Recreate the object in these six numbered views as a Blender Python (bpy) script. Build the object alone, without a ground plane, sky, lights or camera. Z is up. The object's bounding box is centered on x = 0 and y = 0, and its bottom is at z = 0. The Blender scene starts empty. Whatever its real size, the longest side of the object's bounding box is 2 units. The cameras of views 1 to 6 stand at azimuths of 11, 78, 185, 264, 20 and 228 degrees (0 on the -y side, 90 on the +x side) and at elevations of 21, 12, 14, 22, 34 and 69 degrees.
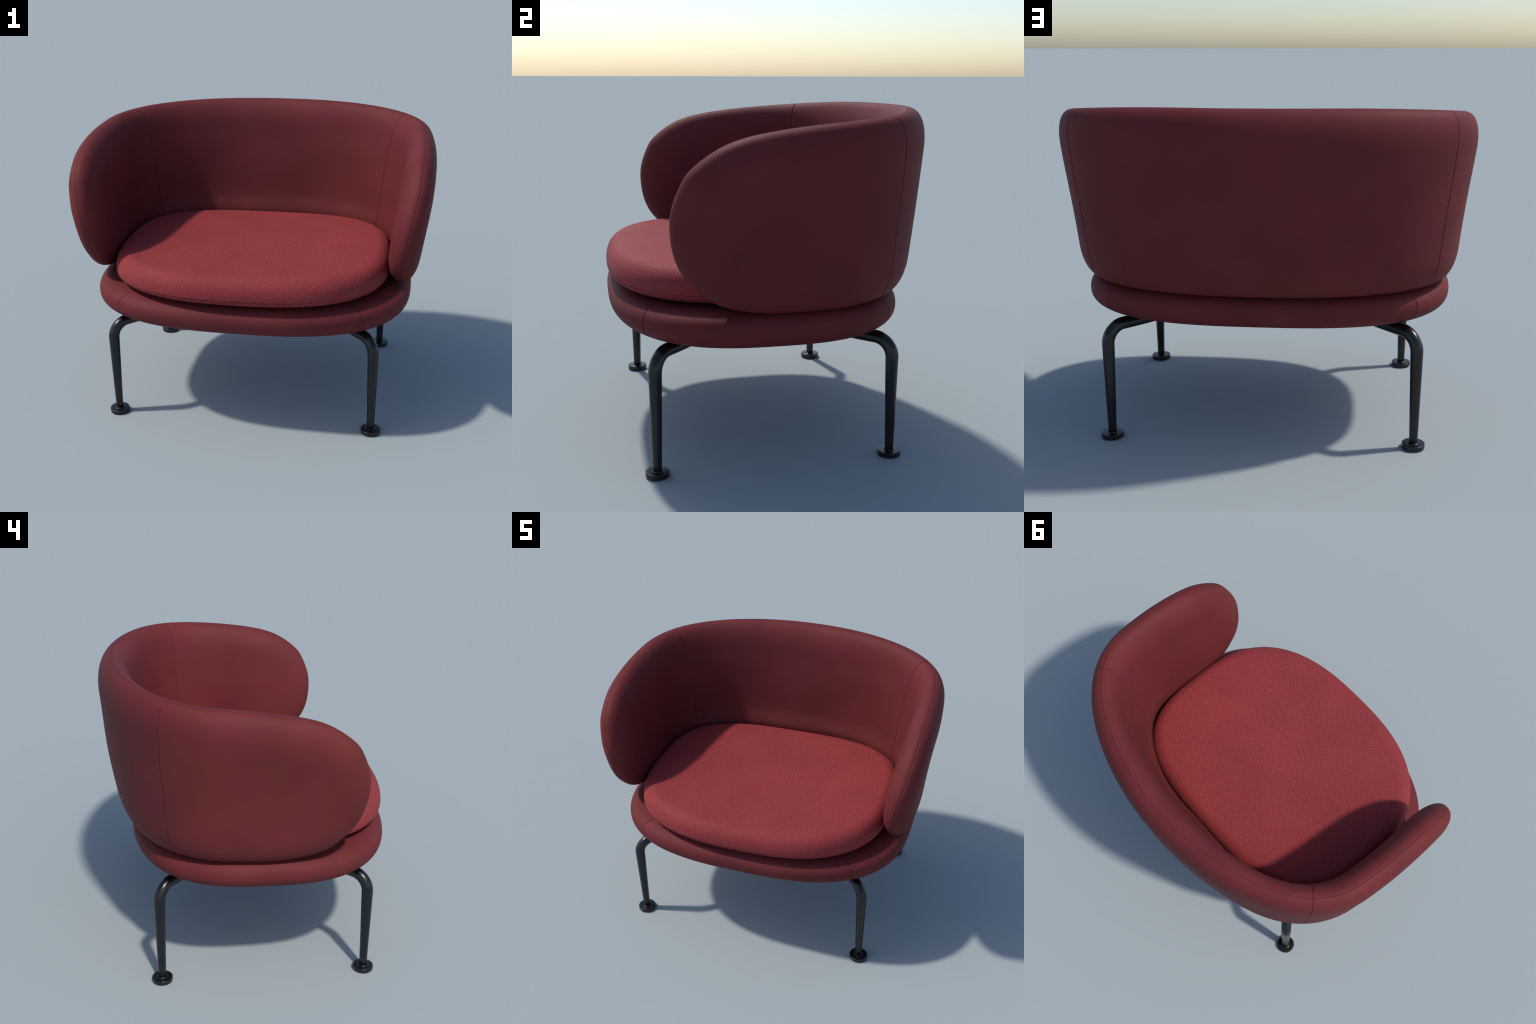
import bpy, bmesh, math
import numpy as np

# =====================================================================
#  Upholstered tub armchair: wrap-around shell with rounded arm ends,
#  padded seat base, loose woven cushion, four bent tube legs with feet.
# =====================================================================

# ------------------------------------------------------------------ utils
def new_object(name, verts, faces, material, parent=None, normals=None, smooth=True):
    me = bpy.data.meshes.new(name)
    me.from_pydata([tuple(map(float, v)) for v in verts], [], [tuple(map(int, f)) for f in faces])
    me.update()
    if smooth:
        me.polygons.foreach_set("use_smooth", [True] * len(me.polygons))
    me.materials.append(material)
    if normals is not None:
        me.normals_split_custom_set_from_vertices([tuple(map(float, n)) for n in normals])
    ob = bpy.data.objects.new(name, me)
    bpy.context.scene.collection.objects.link(ob)
    if parent is not None:
        ob.parent = parent
    return ob


def vertex_normals(verts, faces):
    """area weighted normals of the complete surface"""
    V = np.asarray(verts)
    N = np.zeros_like(V)
    for f in faces:
        p = V[list(f)]
        n = np.zeros(3)
        for i in range(1, len(f) - 1):
            n += np.cross(p[i] - p[0], p[i + 1] - p[0])
        for i in f:
            N[i] += n
    L = np.linalg.norm(N, axis=1)
    L[L == 0] = 1
    return N / L[:, None]


def split_by_region(verts, faces, tags, normals):
    """yield tag -> (verts, faces, normals) with shared border positions"""
    out = {}
    for tag in sorted(set(tags)):
        idx = {}
        vs, fs, ns = [], [], []
        for f, t in zip(faces, tags):
            if t != tag:
                continue
            nf = []
            for i in f:
                if i not in idx:
                    idx[i] = len(vs)
                    vs.append(verts[i])
                    ns.append(normals[i])
                nf.append(idx[i])
            fs.append(nf)
        out[tag] = (vs, fs, ns)
    return out


def spline(points, per_span):
    P = np.asarray(points, float)
    Q = np.vstack([2 * P[0] - P[1], P, 2 * P[-1] - P[-2]])
    out = []
    for i in range(1, len(Q) - 2):
        t = np.linspace(0, 1, per_span, endpoint=False)[:, None]
        a, b, c, d = Q[i - 1], Q[i], Q[i + 1], Q[i + 2]
        out.append(.5 * (2 * b + (c - a) * t + (2 * a - 5 * b + 4 * c - d) * t * t
                         + (3 * b - a - 3 * c + d) * t ** 3))
    out.append(P[-1:])
    return np.vstack(out)


def resample(P, n):
    d = np.r_[0, np.cumsum(np.linalg.norm(np.diff(P, axis=0), axis=1))]
    s = np.linspace(0, d[-1], n)
    return np.stack([np.interp(s, d, P[:, k]) for k in range(P.shape[1])], 1)


# -------------------------------------------------------------- materials
def srgb(r, g, b):
    f = lambda c: (c / 255 / 12.92) if c / 255 <= .04045 else ((c / 255 + .055) / 1.055) ** 2.4
    return (f(r), f(g), f(b), 1)


class Nodes:
    def __init__(self, name):
        self.mat = bpy.data.materials.new(name)
        self.mat.use_nodes = True
        self.nt = self.mat.node_tree
        self.bsdf = self.nt.nodes["Principled BSDF"]

    def add(self, kind, **props):
        n = self.nt.nodes.new(kind)
        for k, v in props.items():
            setattr(n, k, v)
        return n

    def link(self, a, b):
        self.nt.links.new(a, b)

    def math(self, op, a, b=None):
        n = self.add("ShaderNodeMath", operation=op)
        for i, x in enumerate((a, b)):
            if x is None:
                continue
            if isinstance(x, (int, float)):
                n.inputs[i].default_value = x
            else:
                self.link(x, n.inputs[i])
        return n.outputs[0]

    def vmath(self, op, a, b=None, scale=None):
        n = self.add("ShaderNodeVectorMath", operation=op)
        for i, x in enumerate((a, b)):
            if x is None:
                continue
            if isinstance(x, tuple):
                n.inputs[i].default_value = x
            else:
                self.link(x, n.inputs[i])
        if scale is not None:
            self.link(scale, n.inputs["Scale"])
        return n.outputs[0]

    def noise(self, vec, scale, detail=2.0, rough=.5):
        n = self.add("ShaderNodeTexNoise")
        n.inputs["Scale"].default_value = scale
        n.inputs["Detail"].default_value = detail
        n.inputs["Roughness"].default_value = rough
        self.link(vec, n.inputs["Vector"])
        return n.outputs["Fac"]

    def ramp(self, fac, stops):
        n = self.add("ShaderNodeValToRGB")
        el = n.color_ramp.elements
        while len(el) < len(stops):
            el.new(.5)
        for e, (p, c) in zip(el, stops):
            e.position = p
            e.color = c
        self.link(fac, n.inputs[0])
        return n.outputs[0]

    def mix(self, kind, fac, a, b):
        n = self.add("ShaderNodeMix", data_type='RGBA', blend_type=kind)
        if isinstance(fac, (int, float)):
            n.inputs[0].default_value = fac
        else:
            self.link(fac, n.inputs[0])
        for i, x in ((6, a), (7, b)):
            if isinstance(x, tuple):
                n.inputs[i].default_value = x
            else:
                self.link(x, n.inputs[i])
        return n.outputs[2]


SHELL_RED = (0.129, 0.0222, 0.0228, 1)
CUSHION_RED = (0.228, 0.0280, 0.0300, 1)


def felt_material():
    m = Nodes("felt_upholstery")
    co = m.add("ShaderNodeTexCoord").outputs["Object"]
    broad = m.noise(co, 4.5, 1.0)
    k = .07
    lo = tuple(c * (1 - k) for c in SHELL_RED[:3]) + (1,)
    hi = tuple(c * (1 + k) for c in SHELL_RED[:3]) + (1,)
    base = m.ramp(broad, [(.3, lo), (.7, hi)])
    hue = m.noise(co, 2.6, 1.0)                            # faint warm and cool drift of the dye
    drift = m.ramp(hue, [(.32, (1.0, 1.03, .94, 1)), (.5, (1, 1, 1, 1)), (.68, (1.0, .96, 1.08, 1))])
    base = m.mix('MULTIPLY', 1.0, base, drift)
    fine = m.noise(co, 420, 2.0, .6)
    grain = m.ramp(fine, [(.25, (.90, .90, .90, 1)), (.75, (1.08, 1.08, 1.08, 1))])
    m.link(m.mix('MULTIPLY', 1.0, base, grain), m.bsdf.inputs["Base Color"])
    m.bsdf.inputs["Roughness"].default_value = .65
    m.bsdf.inputs["Specular IOR Level"].default_value = .15
    b = m.add("ShaderNodeBump")
    b.inputs["Strength"].default_value = .08
    b.inputs["Distance"].default_value = .002
    m.link(fine, b.inputs["Height"])
    m.link(b.outputs[0], m.bsdf.inputs["Normal"])
    return m.mat


def woven_material(z_top, pitch):
    """basket weave whose threads run diagonally over the seat and wrap down its side"""
    m = Nodes("woven_upholstery")
    co = m.add("ShaderNodeTexCoord").outputs["Object"]
    nrm = m.add("ShaderNodeNewGeometry").outputs["Normal"]
    flat = m.vmath('NORMALIZE', m.vmath('MULTIPLY', nrm, (1, 1, 0)))
    sep = m.add("ShaderNodeSeparateXYZ")
    m.link(co, sep.inputs[0])
    drop = m.math('SUBTRACT', z_top, sep.outputs[2])
    drop = m.math('MAXIMUM', drop, 0.0)
    wrapped = m.vmath('ADD', m.vmath('MULTIPLY', co, (1, 1, 0)),
                      m.vmath('SCALE', flat, scale=drop))
    # slight irregularity of the yarn
    wob = m.add("ShaderNodeTexNoise")
    wob.inputs["Scale"].default_value = 38
    wob.inputs["Detail"].default_value = 2
    m.link(wrapped, wob.inputs["Vector"])
    wobble = m.vmath('MULTIPLY', m.vmath('SUBTRACT', wob.outputs["Color"], (.5, .5, .5)), (.005, .005, 0))
    yarn = m.vmath('ADD', wrapped, wobble)
    rot = m.add("ShaderNodeMapping", vector_type='POINT')
    rot.inputs["Rotation"].default_value = (0, 0, math.radians(45))
    m.link(yarn, rot.inputs["Vector"])
    s = m.add("ShaderNodeSeparateXYZ")
    m.link(rot.outputs[0], s.inputs[0])
    k = 2 * math.pi / pitch
    sx = m.math('SINE', m.math('MULTIPLY', s.outputs[0], k))
    sy = m.math('SINE', m.math('MULTIPLY', s.outputs[1], k))
    knots = m.math('ADD', m.math('MULTIPLY', m.math('ADD', sx, sy), .25), .5)
    per_knot = m.noise(wrapped, 85, 2.0, .6)
    cluster = m.noise(wrapped, 22, 2.0, .5)
    gain = m.math('ADD', m.math('MULTIPLY', cluster, 1.5), -.25)      # yarn stands out in some patches only
    relief = m.math('MULTIPLY', m.math('SUBTRACT', knots, .5), gain)
    height = m.math('ADD', m.math('ADD', relief, .12), m.math('MULTIPLY', per_knot, 1.05))
    broad = m.noise(wrapped, 3.2, 2.0)
    lo = tuple(c * .92 for c in CUSHION_RED[:3]) + (1,)
    hi = tuple(c * 1.08 for c in CUSHION_RED[:3]) + (1,)
    base = m.ramp(broad, [(.3, lo), (.7, hi)])
    tone = m.ramp(height, [(.22, (.62, .60, .60, 1)), (.62, (1.0, 1.0, 1.0, 1)), (1.0, (1.45, 1.55, 1.55, 1))])
    m.link(m.mix('MULTIPLY', 1.0, base, tone), m.bsdf.inputs["Base Color"])
    m.bsdf.inputs["Roughness"].default_value = .75
    m.bsdf.inputs["Specular IOR Level"].default_value = .25
    m.bsdf.inputs["Sheen Weight"].default_value = .03
    m.bsdf.inputs["Sheen Roughness"].default_value = .5
    m.bsdf.inputs["Sheen Tint"].default_value = (.9, .55, .55, 1)
    b = m.add("ShaderNodeBump")
    b.inputs["Strength"].default_value = .36
    b.inputs["Distance"].default_value = .004
    m.link(height, b.inputs["Height"])
    m.link(b.outputs[0], m.bsdf.inputs["Normal"])
    return m.mat


def dark_seam_material(name, dark, light):
    m = Nodes(name)
    co = m.add("ShaderNodeTexCoord").outputs["Object"]
    c = m.ramp(m.noise(co, 250, 2), [(.3, dark), (.7, light)])
    m.link(c, m.bsdf.inputs["Base Color"])
    m.bsdf.inputs["Roughness"].default_value = .9
    m.bsdf.inputs["Specular IOR Level"].default_value = .2
    return m.mat


def lacquer_material():
    m = Nodes("black_lacquered_steel")
    co = m.add("ShaderNodeTexCoord").outputs["Object"]
    n = m.noise(co, 60, 3)
    m.link(m.ramp(n, [(.3, (.0052, .0054, .0058, 1)), (.7, (.0060, .0062, .0066, 1))]), m.bsdf.inputs["Base Color"])
    r = m.ramp(n, [(.3, (.275, .275, .275, 1)), (.7, (.29, .29, .29, 1))])
    m.link(r, m.bsdf.inputs["Roughness"])
    m.bsdf.inputs["Specular IOR Level"].default_value = .5
    return m.mat


# ------------------------------------------------------------------ shell
S0 = 1.25            # developed half length of the curved back
SEAM_U = 0.80        # developed position of the vertical seams
WALL = dict(a=(.8415, .0549, .0482), back=(.5874, .1284, -.0256), n=(2.3239, .1389),
            yc=-.0482, c2=(.0632, -.1354), c3=(.172, -.2358), kx=.0429, ky=(.0008, .0377))
HALF = .0854         # half thickness of the padding
ROUND = .168        # width of the rounded edge zone
POWER = 2.22
TOP = ((0, 1.5755), (.45, 1.572), (.9, 1.546))
BOTTOM = ((.8, .7505), (.4, .750), (0, .750))
ARM_END = ((-.0566, 1.5105), (-.2845, 1.4589), (-.4311, 1.367), (-.4925, 1.2792), (-.5275, 1.1559),
           (-.5110, 1.0013), (-.4455, .8857), (-.3178, .787), (-.0825, .745))

_ph = np.linspace(0, np.pi / 2, 800)
_xr, _yr = .85 * np.sin(_ph) ** (2 / 2.4), .58 * np.cos(_ph) ** (2 / 2.4)
_L = np.r_[0, np.cumsum(np.hypot(np.diff(_xr), np.diff(_yr)))]
_L *= S0 / _L[-1]


def raw_wall(u, z):
    """mid surface of the shell: u runs along the developed wall, z is height"""
    w = WALL
    t = (z - .75) / .8
    a = w['a'][0] + w['a'][1] * t + w['a'][2] * t * t
    yb = w['back'][0] + w['back'][1] * t + w['back'][2] * t * t
    e = 2 / (w['n'][0] + w['n'][1] * t)
    v = np.abs(u)
    f = np.interp(np.minimum(v, S0), _L, _ph)
    d = np.maximum(v - S0, 0)
    bulge = .5 * (1 - np.cos(2 * np.pi * np.minimum(v, S0) / S0))
    x = a * np.abs(np.sin(f)) ** e - (w['c2'][0] + w['c2'][1] * t) * d ** 2 - (w['c3'][0] + w['c3'][1] * t) * d ** 3
    x = x + w['kx'] * bulge
    y = w['yc'] + (yb - w['yc']) * np.abs(np.cos(f)) ** e - (w['ky'][0] + w['ky'][1] * t) * bulge
    y = np.where(v >= S0, w['yc'] - d, y)
    return np.stack([np.sign(u) * x, y, z], -1)


def wall(u, z):
    """wall with the joint between curved back and straight arm eased over a short stretch"""
    m = raw_wall(u, z)
    v = np.abs(u)
    w = np.exp(-((v - S0) / .20) ** 4)[..., None]
    sg = np.where(u < 0, -1.0, 1.0)
    ease = sum(raw_wall(sg * (v + o), z) * k for o, k in
               ((-.18, .1), (-.12, .15), (-.06, .16), (0, .18), (.06, .16), (.12, .15), (.18, .1)))
    return m + (ease - m) * w


def wall_normal(u, z, eps=2e-4):
    n = np.cross(wall(u + eps, z) - wall(u - eps, z), wall(u, z + eps) - wall(u, z - eps))
    return -n / np.linalg.norm(n, axis=-1)[..., None]     # points outwards


def padding(u, z, side):
    """relative fullness of the upholstery: crowned in the middle of the back, tight near the corners"""
    mid_z = np.exp(-((z - 1.08) / .22) ** 2)
    if side < 0:                                           # outside
        return 1 + .17 * np.exp(-(u / .30) ** 2) * mid_z - .07 * np.exp(-((np.abs(u) - .85) / .24) ** 2) / (1 + np.exp((1.36 - z) / .03))
    low = 1 / (1 + np.exp((z - 1.30) / .08))
    return 1 + .30 * np.exp(-(u / .28) ** 2) * low - .19 * np.exp(-((np.abs(u) - 1.05) / .2) ** 2) / (1 + np.exp((z - 1.10) / .05)) \
        + .30 / (1 + np.exp((z - .925) / .025)) / (1 + np.exp((np.abs(u) - .78) / .07)) \
        - .16 * np.exp(-((np.abs(u) - .6) / .24) ** 2) / (1 + np.exp((1.36 - z) / .03))


def build_shell(parent, mat, seam_mat):
    side = [(S0 + WALL['yc'] - y, z) for y, z in ARM_END]
    half = spline(list(TOP) + side + list(BOTTOM), 40)
    tip = int(np.argmax(half[:, 0]))
    reach = half[tip, 0]
    core = reach - .40                                     # end of the straight medial line
    g = .0016                                              # half width of a sewn groove
    ulist = np.linspace(0, core, 75)
    ulist = ulist[np.abs(ulist - SEAM_U) > .012]
    ulist = np.sort(np.r_[ulist, SEAM_U + np.array([-.010, -.005, -g, -g * .4, 0, g * .4, g, .005, .010])])
    up, low = half[:tip + 1], half[tip:][::-1]
    ztop = np.interp(ulist, up[:, 0], up[:, 1])
    zlow = np.interp(ulist, low[:, 0], low[:, 1])
    ear = half[(half[:, 0] > core + 1e-6)]
    ear = np.vstack([[ulist[-1], ztop[-1]], ear, [ulist[-1], zlow[-1]]])
    ear = resample(ear, 96)
    right = np.vstack([np.c_[ulist, ztop], ear[1:-1], np.c_[ulist, zlow][::-1]])
    rim = np.vstack([right, (right * [-1, 1])[::-1][1:-1]])
    n = len(rim)
    medial = np.stack([np.clip(rim[:, 0], -core, core), np.full(n, 1.128)], 1)
    reach_in = np.linalg.norm(rim - medial, axis=1)

    # cross profile: outer centre -> rounded edge -> inner centre
    gr = g / HALF
    edge = np.r_[0, gr * .5, gr, gr * 2.2, gr * 4, np.linspace(.16, np.pi / 2, 15)]
    prof = [('flat', f, -1) for f in np.linspace(1, 0, 14)[:-1]] + [('edge', t, -1) for t in edge[::-1]]
    prof += [('edge', t, 1) for t in edge[1:]] + [('flat', f, 1) for f in np.linspace(0, 1, 14)[1:]]
    rows = []
    for kind, val, sgn in prof:
        if kind == 'edge':
            d = np.full(n, ROUND * (1 - abs(math.cos(val)) ** (2 / POWER)))
            h = HALF * abs(math.sin(val)) ** (2 / POWER)
            if val <= gr * 2.3:                            # edge seam, pulled in
                d = d + .0016 * max(0, 1 - (val / (gr * 1.6)) ** 2)
        else:
            d = ROUND + (reach_in - ROUND) * val
            h = HALF
        q = rim + (medial - rim) * (d / reach_in)[:, None]
        dist = np.abs(np.abs(q[:, 0]) - SEAM_U)
        groove = .0028 * np.clip(1 - (dist / (g * 1.5)) ** 2, 0, 1)
        nn = wall_normal(q[:, 0], q[:, 1])
        m = wall(q[:, 0], q[:, 1])
        if kind == 'edge':                                 # vertical seam passes over the rim as well
            inward = (medial - rim) / reach_in[:, None]
            w = groove * math.cos(val)
            q2 = q + inward * w[:, None]
            m = wall(q2[:, 0], q2[:, 1])
            groove = groove * math.sin(val)
        rows.append(m - sgn * nn * (h * padding(q[:, 0], q[:, 1], sgn) - groove)[:, None])
    V = np.vstack(rows)
    faces, tags = [], []
    R = len(rows)
    eidx = [i for i, p in enumerate(prof) if p[0] == 'edge' and p[1] <= gr * 1.01]
    for r in range(R - 1):
        for c in range(n):
            c2 = (c + 1) % n
            faces.append((r * n + c, r * n + c2, (r + 1) * n + c2, (r + 1) * n + c))
            um = .5 * (rim[c, 0] + rim[c2, 0])
            flatcol = abs(um) < core
            crease = (flatcol and abs(abs(um) - SEAM_U) < g * .95) or (r in eidx and r + 1 in eidx and prof[r][1] + prof[r + 1][1] < gr * .9)
            panel = 'backrest' if abs(um) < SEAM_U else ('armrest_right' if um > 0 else 'armrest_left')
            tags.append(panel + ('/seam' if crease else ''))
    # merge the medial line (upper and lower halves meet there)
    key, remap, keep = {}, {}, []
    for i, p in enumerate(V):
        k = tuple(np.round(p, 5))
        if k not in key:
            key[k] = len(keep)
            keep.append(p)
        remap[i] = key[k]
    F, T = [], []
    for f, t in zip(faces, tags):
        g2 = []
        for i in f:
            j = remap[i]
            if j not in g2:
                g2.append(j)
        if len(g2) >= 3:
            F.append(g2)
            T.append(t)
    V = np.array(keep)
    N = vertex_normals(V, F)
    # orientation check: outside point on the back should face +y
    i = int(np.argmax(V[:, 1]))
    if N[i, 1] < 0:
        F = [f[::-1] for f in F]
        N = -N
    parts = split_by_region(V, F, T, N)
    objs = {}
    for tag in ('backrest', 'armrest_right', 'armrest_left'):
        v, f, nn = parts[tag]
        objs[tag] = new_object('backrest' if tag == 'backrest' else 'armrest', v, f, mat, parent, nn)
    for tag in ('backrest', 'armrest_right', 'armrest_left'):
        if tag + '/seam' in parts:
            v, f, nn = parts[tag + '/seam']
            new_object('seam', v, f, seam_mat, objs[tag], nn)


# ------------------------------------------------------------- seat pads
BASE = dict(A=.896, front=-.759, back=.618, mid=-.0668, nf=2.77, nb=2.80,
            z0=.576, z1=.752, zc=.675, rt=.125, rb=.192, q=2.3738, dome=0.0)
CUSHION = dict(A=.778, front=-.760, back=.474, mid=-.1244, nf=2.58, nb=3.2167,
               z0=.7513, z1=.913, zc=.8141, rt=.0815, rb=.146, q=2.2293, dome=.001)


def plan(phi, p, inset):
    """rounded seat outline; phi = 0 at the front, pi/2 at +x"""
    c, s = -np.cos(phi), np.sin(phi)
    n = np.where(c < 0, p['nf'], p['nb'])
    b = np.where(c < 0, p['mid'] - p['front'], p['back'] - p['mid']) - inset
    a = p['A'] - inset
    r = (np.abs(s / a) ** n + np.abs(c / b) ** n) ** (-1 / n)
    return np.stack([r * s, p['mid'] + r * c], -1)


def build_pad(name, p, parent, mat, seam_mat, seam_phis=(), seam_z=None):
    g = .0016
    phis = np.linspace(0, 2 * np.pi, 200, endpoint=False)
    for s in seam_phis:
        phis = phis[np.abs(phis - s) > .016]
        phis = np.r_[phis, s + np.array([-3.5, -1.6, -1, -.4, 0, .4, 1, 1.6, 3.5]) * g / .9]
    phis = np.sort(phis)
    n = len(phis)
    q = 2 / p['q']
    ths = np.linspace(-np.pi / 2, np.pi / 2, 41)
    if seam_z is not None:
        s = (seam_z - p['zc']) / (p['zc'] - p['z0'])
        ts = -math.asin(abs(s) ** (1 / q))
        dt = g / (p['zc'] - p['z0']) * 1.0
        ths = ths[np.abs(ths - ts) > dt * 4]
        ths = np.sort(np.r_[ths, ts + np.array([-3.5, -1.6, -1, -.4, 0, .4, 1, 1.6, 3.5]) * dt])
    rows, rowtag = [], []
    gphi = np.zeros(n)
    for s in seam_phis:
        gphi = np.maximum(gphi, np.clip(1 - ((phis - s) * .9 / (g * 1.5)) ** 2, 0, 1))
    for f in np.linspace(.08, 1, 8)[:-1]:
        o = plan(phis, p, p['rb'])
        c = np.array([0, p['mid']])
        rows.append(np.c_[c + (o - c) * f, np.full(n, p['z0'])])
        rowtag.append(None)
    for t in ths:
        ct, st = abs(math.cos(t)) ** q, math.copysign(abs(math.sin(t)) ** q, t)
        r = p['rt'] if t > 0 else p['rb']
        h = p['z1'] - p['zc'] if t > 0 else p['zc'] - p['z0']
        sink = .0028 * gphi
        if seam_z is not None:
            sink = np.maximum(sink, .003 * max(0, 1 - ((t - ts) / (dt * 1.5)) ** 2))
        xy = plan(phis, p, r * (1 - ct))
        c = np.array([0, p['mid']])
        dirn = (xy - c) / np.linalg.norm(xy - c, axis=1)[:, None]
        xy = xy - dirn * (sink * math.cos(t))[:, None]
        rows.append(np.c_[xy, p['zc'] + h * st - sink * math.sin(t)])
        rowtag.append(t)
    for f in np.linspace(1, .04, 20)[1:]:
        o = plan(phis, p, p['rt'])
        c = np.array([0, p['mid']])
        rows.append(np.c_[c + (o - c) * f, p['z1'] + p['dome'] * (1 - f * f) + np.zeros(n)])
        rowtag.append(None)
    V = np.vstack(rows + [np.array([[0, p['mid'], p['z0']], [0, p['mid'], p['z1'] + p['dome']]])])
    faces, tags = [], []
    R = len(rows)
    for r in range(R - 1):
        for c in range(n):
            c2 = (c + 1) % n
            faces.append((r * n + c, r * n + c2, (r + 1) * n + c2, (r + 1) * n + c))
            pm = .5 * (phis[c] + phis[c2]) if c2 else -1
            crease = any(abs(pm - s) * .9 < g * .95 for s in seam_phis) and rowtag[r] is not None and rowtag[r + 1] is not None
            if seam_z is not None and rowtag[r] is not None and rowtag[r + 1] is not None:
                crease = crease or abs(.5 * (rowtag[r] + rowtag[r + 1]) - ts) < dt * .35
            tags.append('seam' if crease else 'pad')
    for c in range(n):
        c2 = (c + 1) % n
        faces.append((c2, c, R * n))
        faces.append(((R - 1) * n + c, (R - 1) * n + c2, R * n + 1))
        tags += ['pad', 'pad']
    N = vertex_normals(V, faces)
    if N[-1, 2] < 0:
        faces = [f[::-1] for f in faces]
        N = -N
    parts = split_by_region(V, faces, tags, N)
    v, f, nn = parts['pad']
    ob = new_object(name, v, f, mat, parent, nn)
    if 'seam' in parts:
        v, f, nn = parts['seam']
        new_object('seam', v, f, seam_mat, ob, nn)
    return ob


# ------------------------------------------------------------------- legs
def tube(path, radii, sides=28):
    P = np.asarray(path, float)
    T = np.gradient(P, axis=0)
    T /= np.linalg.norm(T, axis=1)[:, None]
    side = np.array([0, 1.0, 0])
    V, F = [], []
    a = np.linspace(0, 2 * np.pi, sides, endpoint=False)
    for p, t, r in zip(P, T, radii):
        b = np.cross(t, side)
        V.append(p + r * (np.cos(a)[:, None] * side + np.sin(a)[:, None] * b))
    V = np.vstack(V)
    m = len(P)
    for i in range(m - 1):
        for k in range(sides):
            k2 = (k + 1) % sides
            F.append((i * sides + k, i * sides + k2, (i + 1) * sides + k2, (i + 1) * sides + k))
    F.append(tuple(range(sides))[::-1])
    F.append(tuple((m - 1) * sides + k for k in range(sides)))
    return V, F


def lathe(profile, sides=48):
    P = np.asarray(profile, float)
    a = np.linspace(0, 2 * np.pi, sides, endpoint=False)
    V = np.vstack([np.c_[r * np.cos(a), r * np.sin(a), np.full(sides, z)] for r, z in P])
    F = []
    for i in range(len(P) - 1):
        for k in range(sides):
            k2 = (k + 1) % sides
            F.append((i * sides + k, i * sides + k2, (i + 1) * sides + k2, (i + 1) * sides + k))
    F.append(tuple(range(sides))[::-1])
    F.append(tuple((len(P) - 1) * sides + k for k in range(sides)))
    return V, F


def arc(cx, cz, r, a0, a1, n=5):
    t = np.radians(np.linspace(a0, a1, n))
    return [(cx + r * math.cos(x), cz + r * math.sin(x)) for x in t]


LEG_X, LEG_FRONT, LEG_BACK = .7165, -.5885, .4785
ARM_Z, BEND = .554, .085
R_TOP, R_FOOT = .0295, .0195


def build_legs(parent, mat):
    # local frame: foot at origin, tube bends towards local +x
    straight = [(0, 0, z) for z in np.linspace(.018, ARM_Z - BEND, 24)]
    bend = [(BEND - BEND * math.cos(t), 0, ARM_Z - BEND + BEND * math.sin(t)) for t in np.linspace(0, np.pi / 2, 17)[1:]]
    arm = [(BEND + s, 0, ARM_Z + .10 * s * s) for s in np.linspace(0, .36, 14)[1:]]
    path = np.array(straight + bend + arm)
    z = path[:, 2]
    k = np.clip(np.arange(len(path)) / (len(straight) - 1), 0, 1)
    radii = R_FOOT + (R_TOP - R_FOOT) * k
    V, F = tube(path, radii)
    prof = arc(.0500, .0035, .0035, -90, 0, 5) + arc(.0505, .0200, .0030, 0, 90, 6) + \
        [(.0275, .0232)] + arc(.0275, .0272, .0040, -90, -170, 6) + [(.0205, .0275), (.0195, .0262)]
    Vf, Ff = lathe(prof)
    leg_mesh = foot_mesh = None
    for sx, y in ((1, LEG_FRONT), (-1, LEG_FRONT), (1, LEG_BACK), (-1, LEG_BACK)):
        heading = math.atan2(-y / abs(y), -sx)
        if leg_mesh is None:
            leg = new_object('leg', V, F, mat, parent)
            foot = new_object('foot', Vf, Ff, mat, leg)
            leg_mesh, foot_mesh = leg.data, foot.data
        else:
            leg = bpy.data.objects.new('leg', leg_mesh)
            foot = bpy.data.objects.new('foot', foot_mesh)
            bpy.context.scene.collection.objects.link(leg)
            bpy.context.scene.collection.objects.link(foot)
            leg.parent = parent
            foot.parent = leg
        leg.location = (sx * LEG_X, y, 0)
        leg.rotation_euler = (0, 0, heading)


# ------------------------------------------------------------------ build
chair = bpy.data.objects.new("armchair", None)
bpy.context.scene.collection.objects.link(chair)
chair["label"] = "dark red upholstered tub armchair with black tube legs"
chair["category"] = "armchair"

felt = felt_material()
woven = woven_material(CUSHION['z1'], .0104)
crease = dark_seam_material('felt_dark_seam', (.068, .011, .014, 1), (.080, .013, .017, 1))  # darker red than the upholstery, on the narrow faces at the bottom of the seam grooves
woven_crease = dark_seam_material('woven_dark_seam', (.105, .014, .018, 1), (.125, .017, .022, 1))
lacquer = lacquer_material()

build_shell(chair, felt, crease)
a1, a2 = math.radians(49.5), math.radians(126.5)
build_pad('seat_base', BASE, chair, felt, crease, seam_phis=(a1, a2, 2 * math.pi - a2, 2 * math.pi - a1))
build_pad('seat_cushion', CUSHION, chair, woven, woven_crease, seam_z=.804)
build_legs(chair, lacquer)
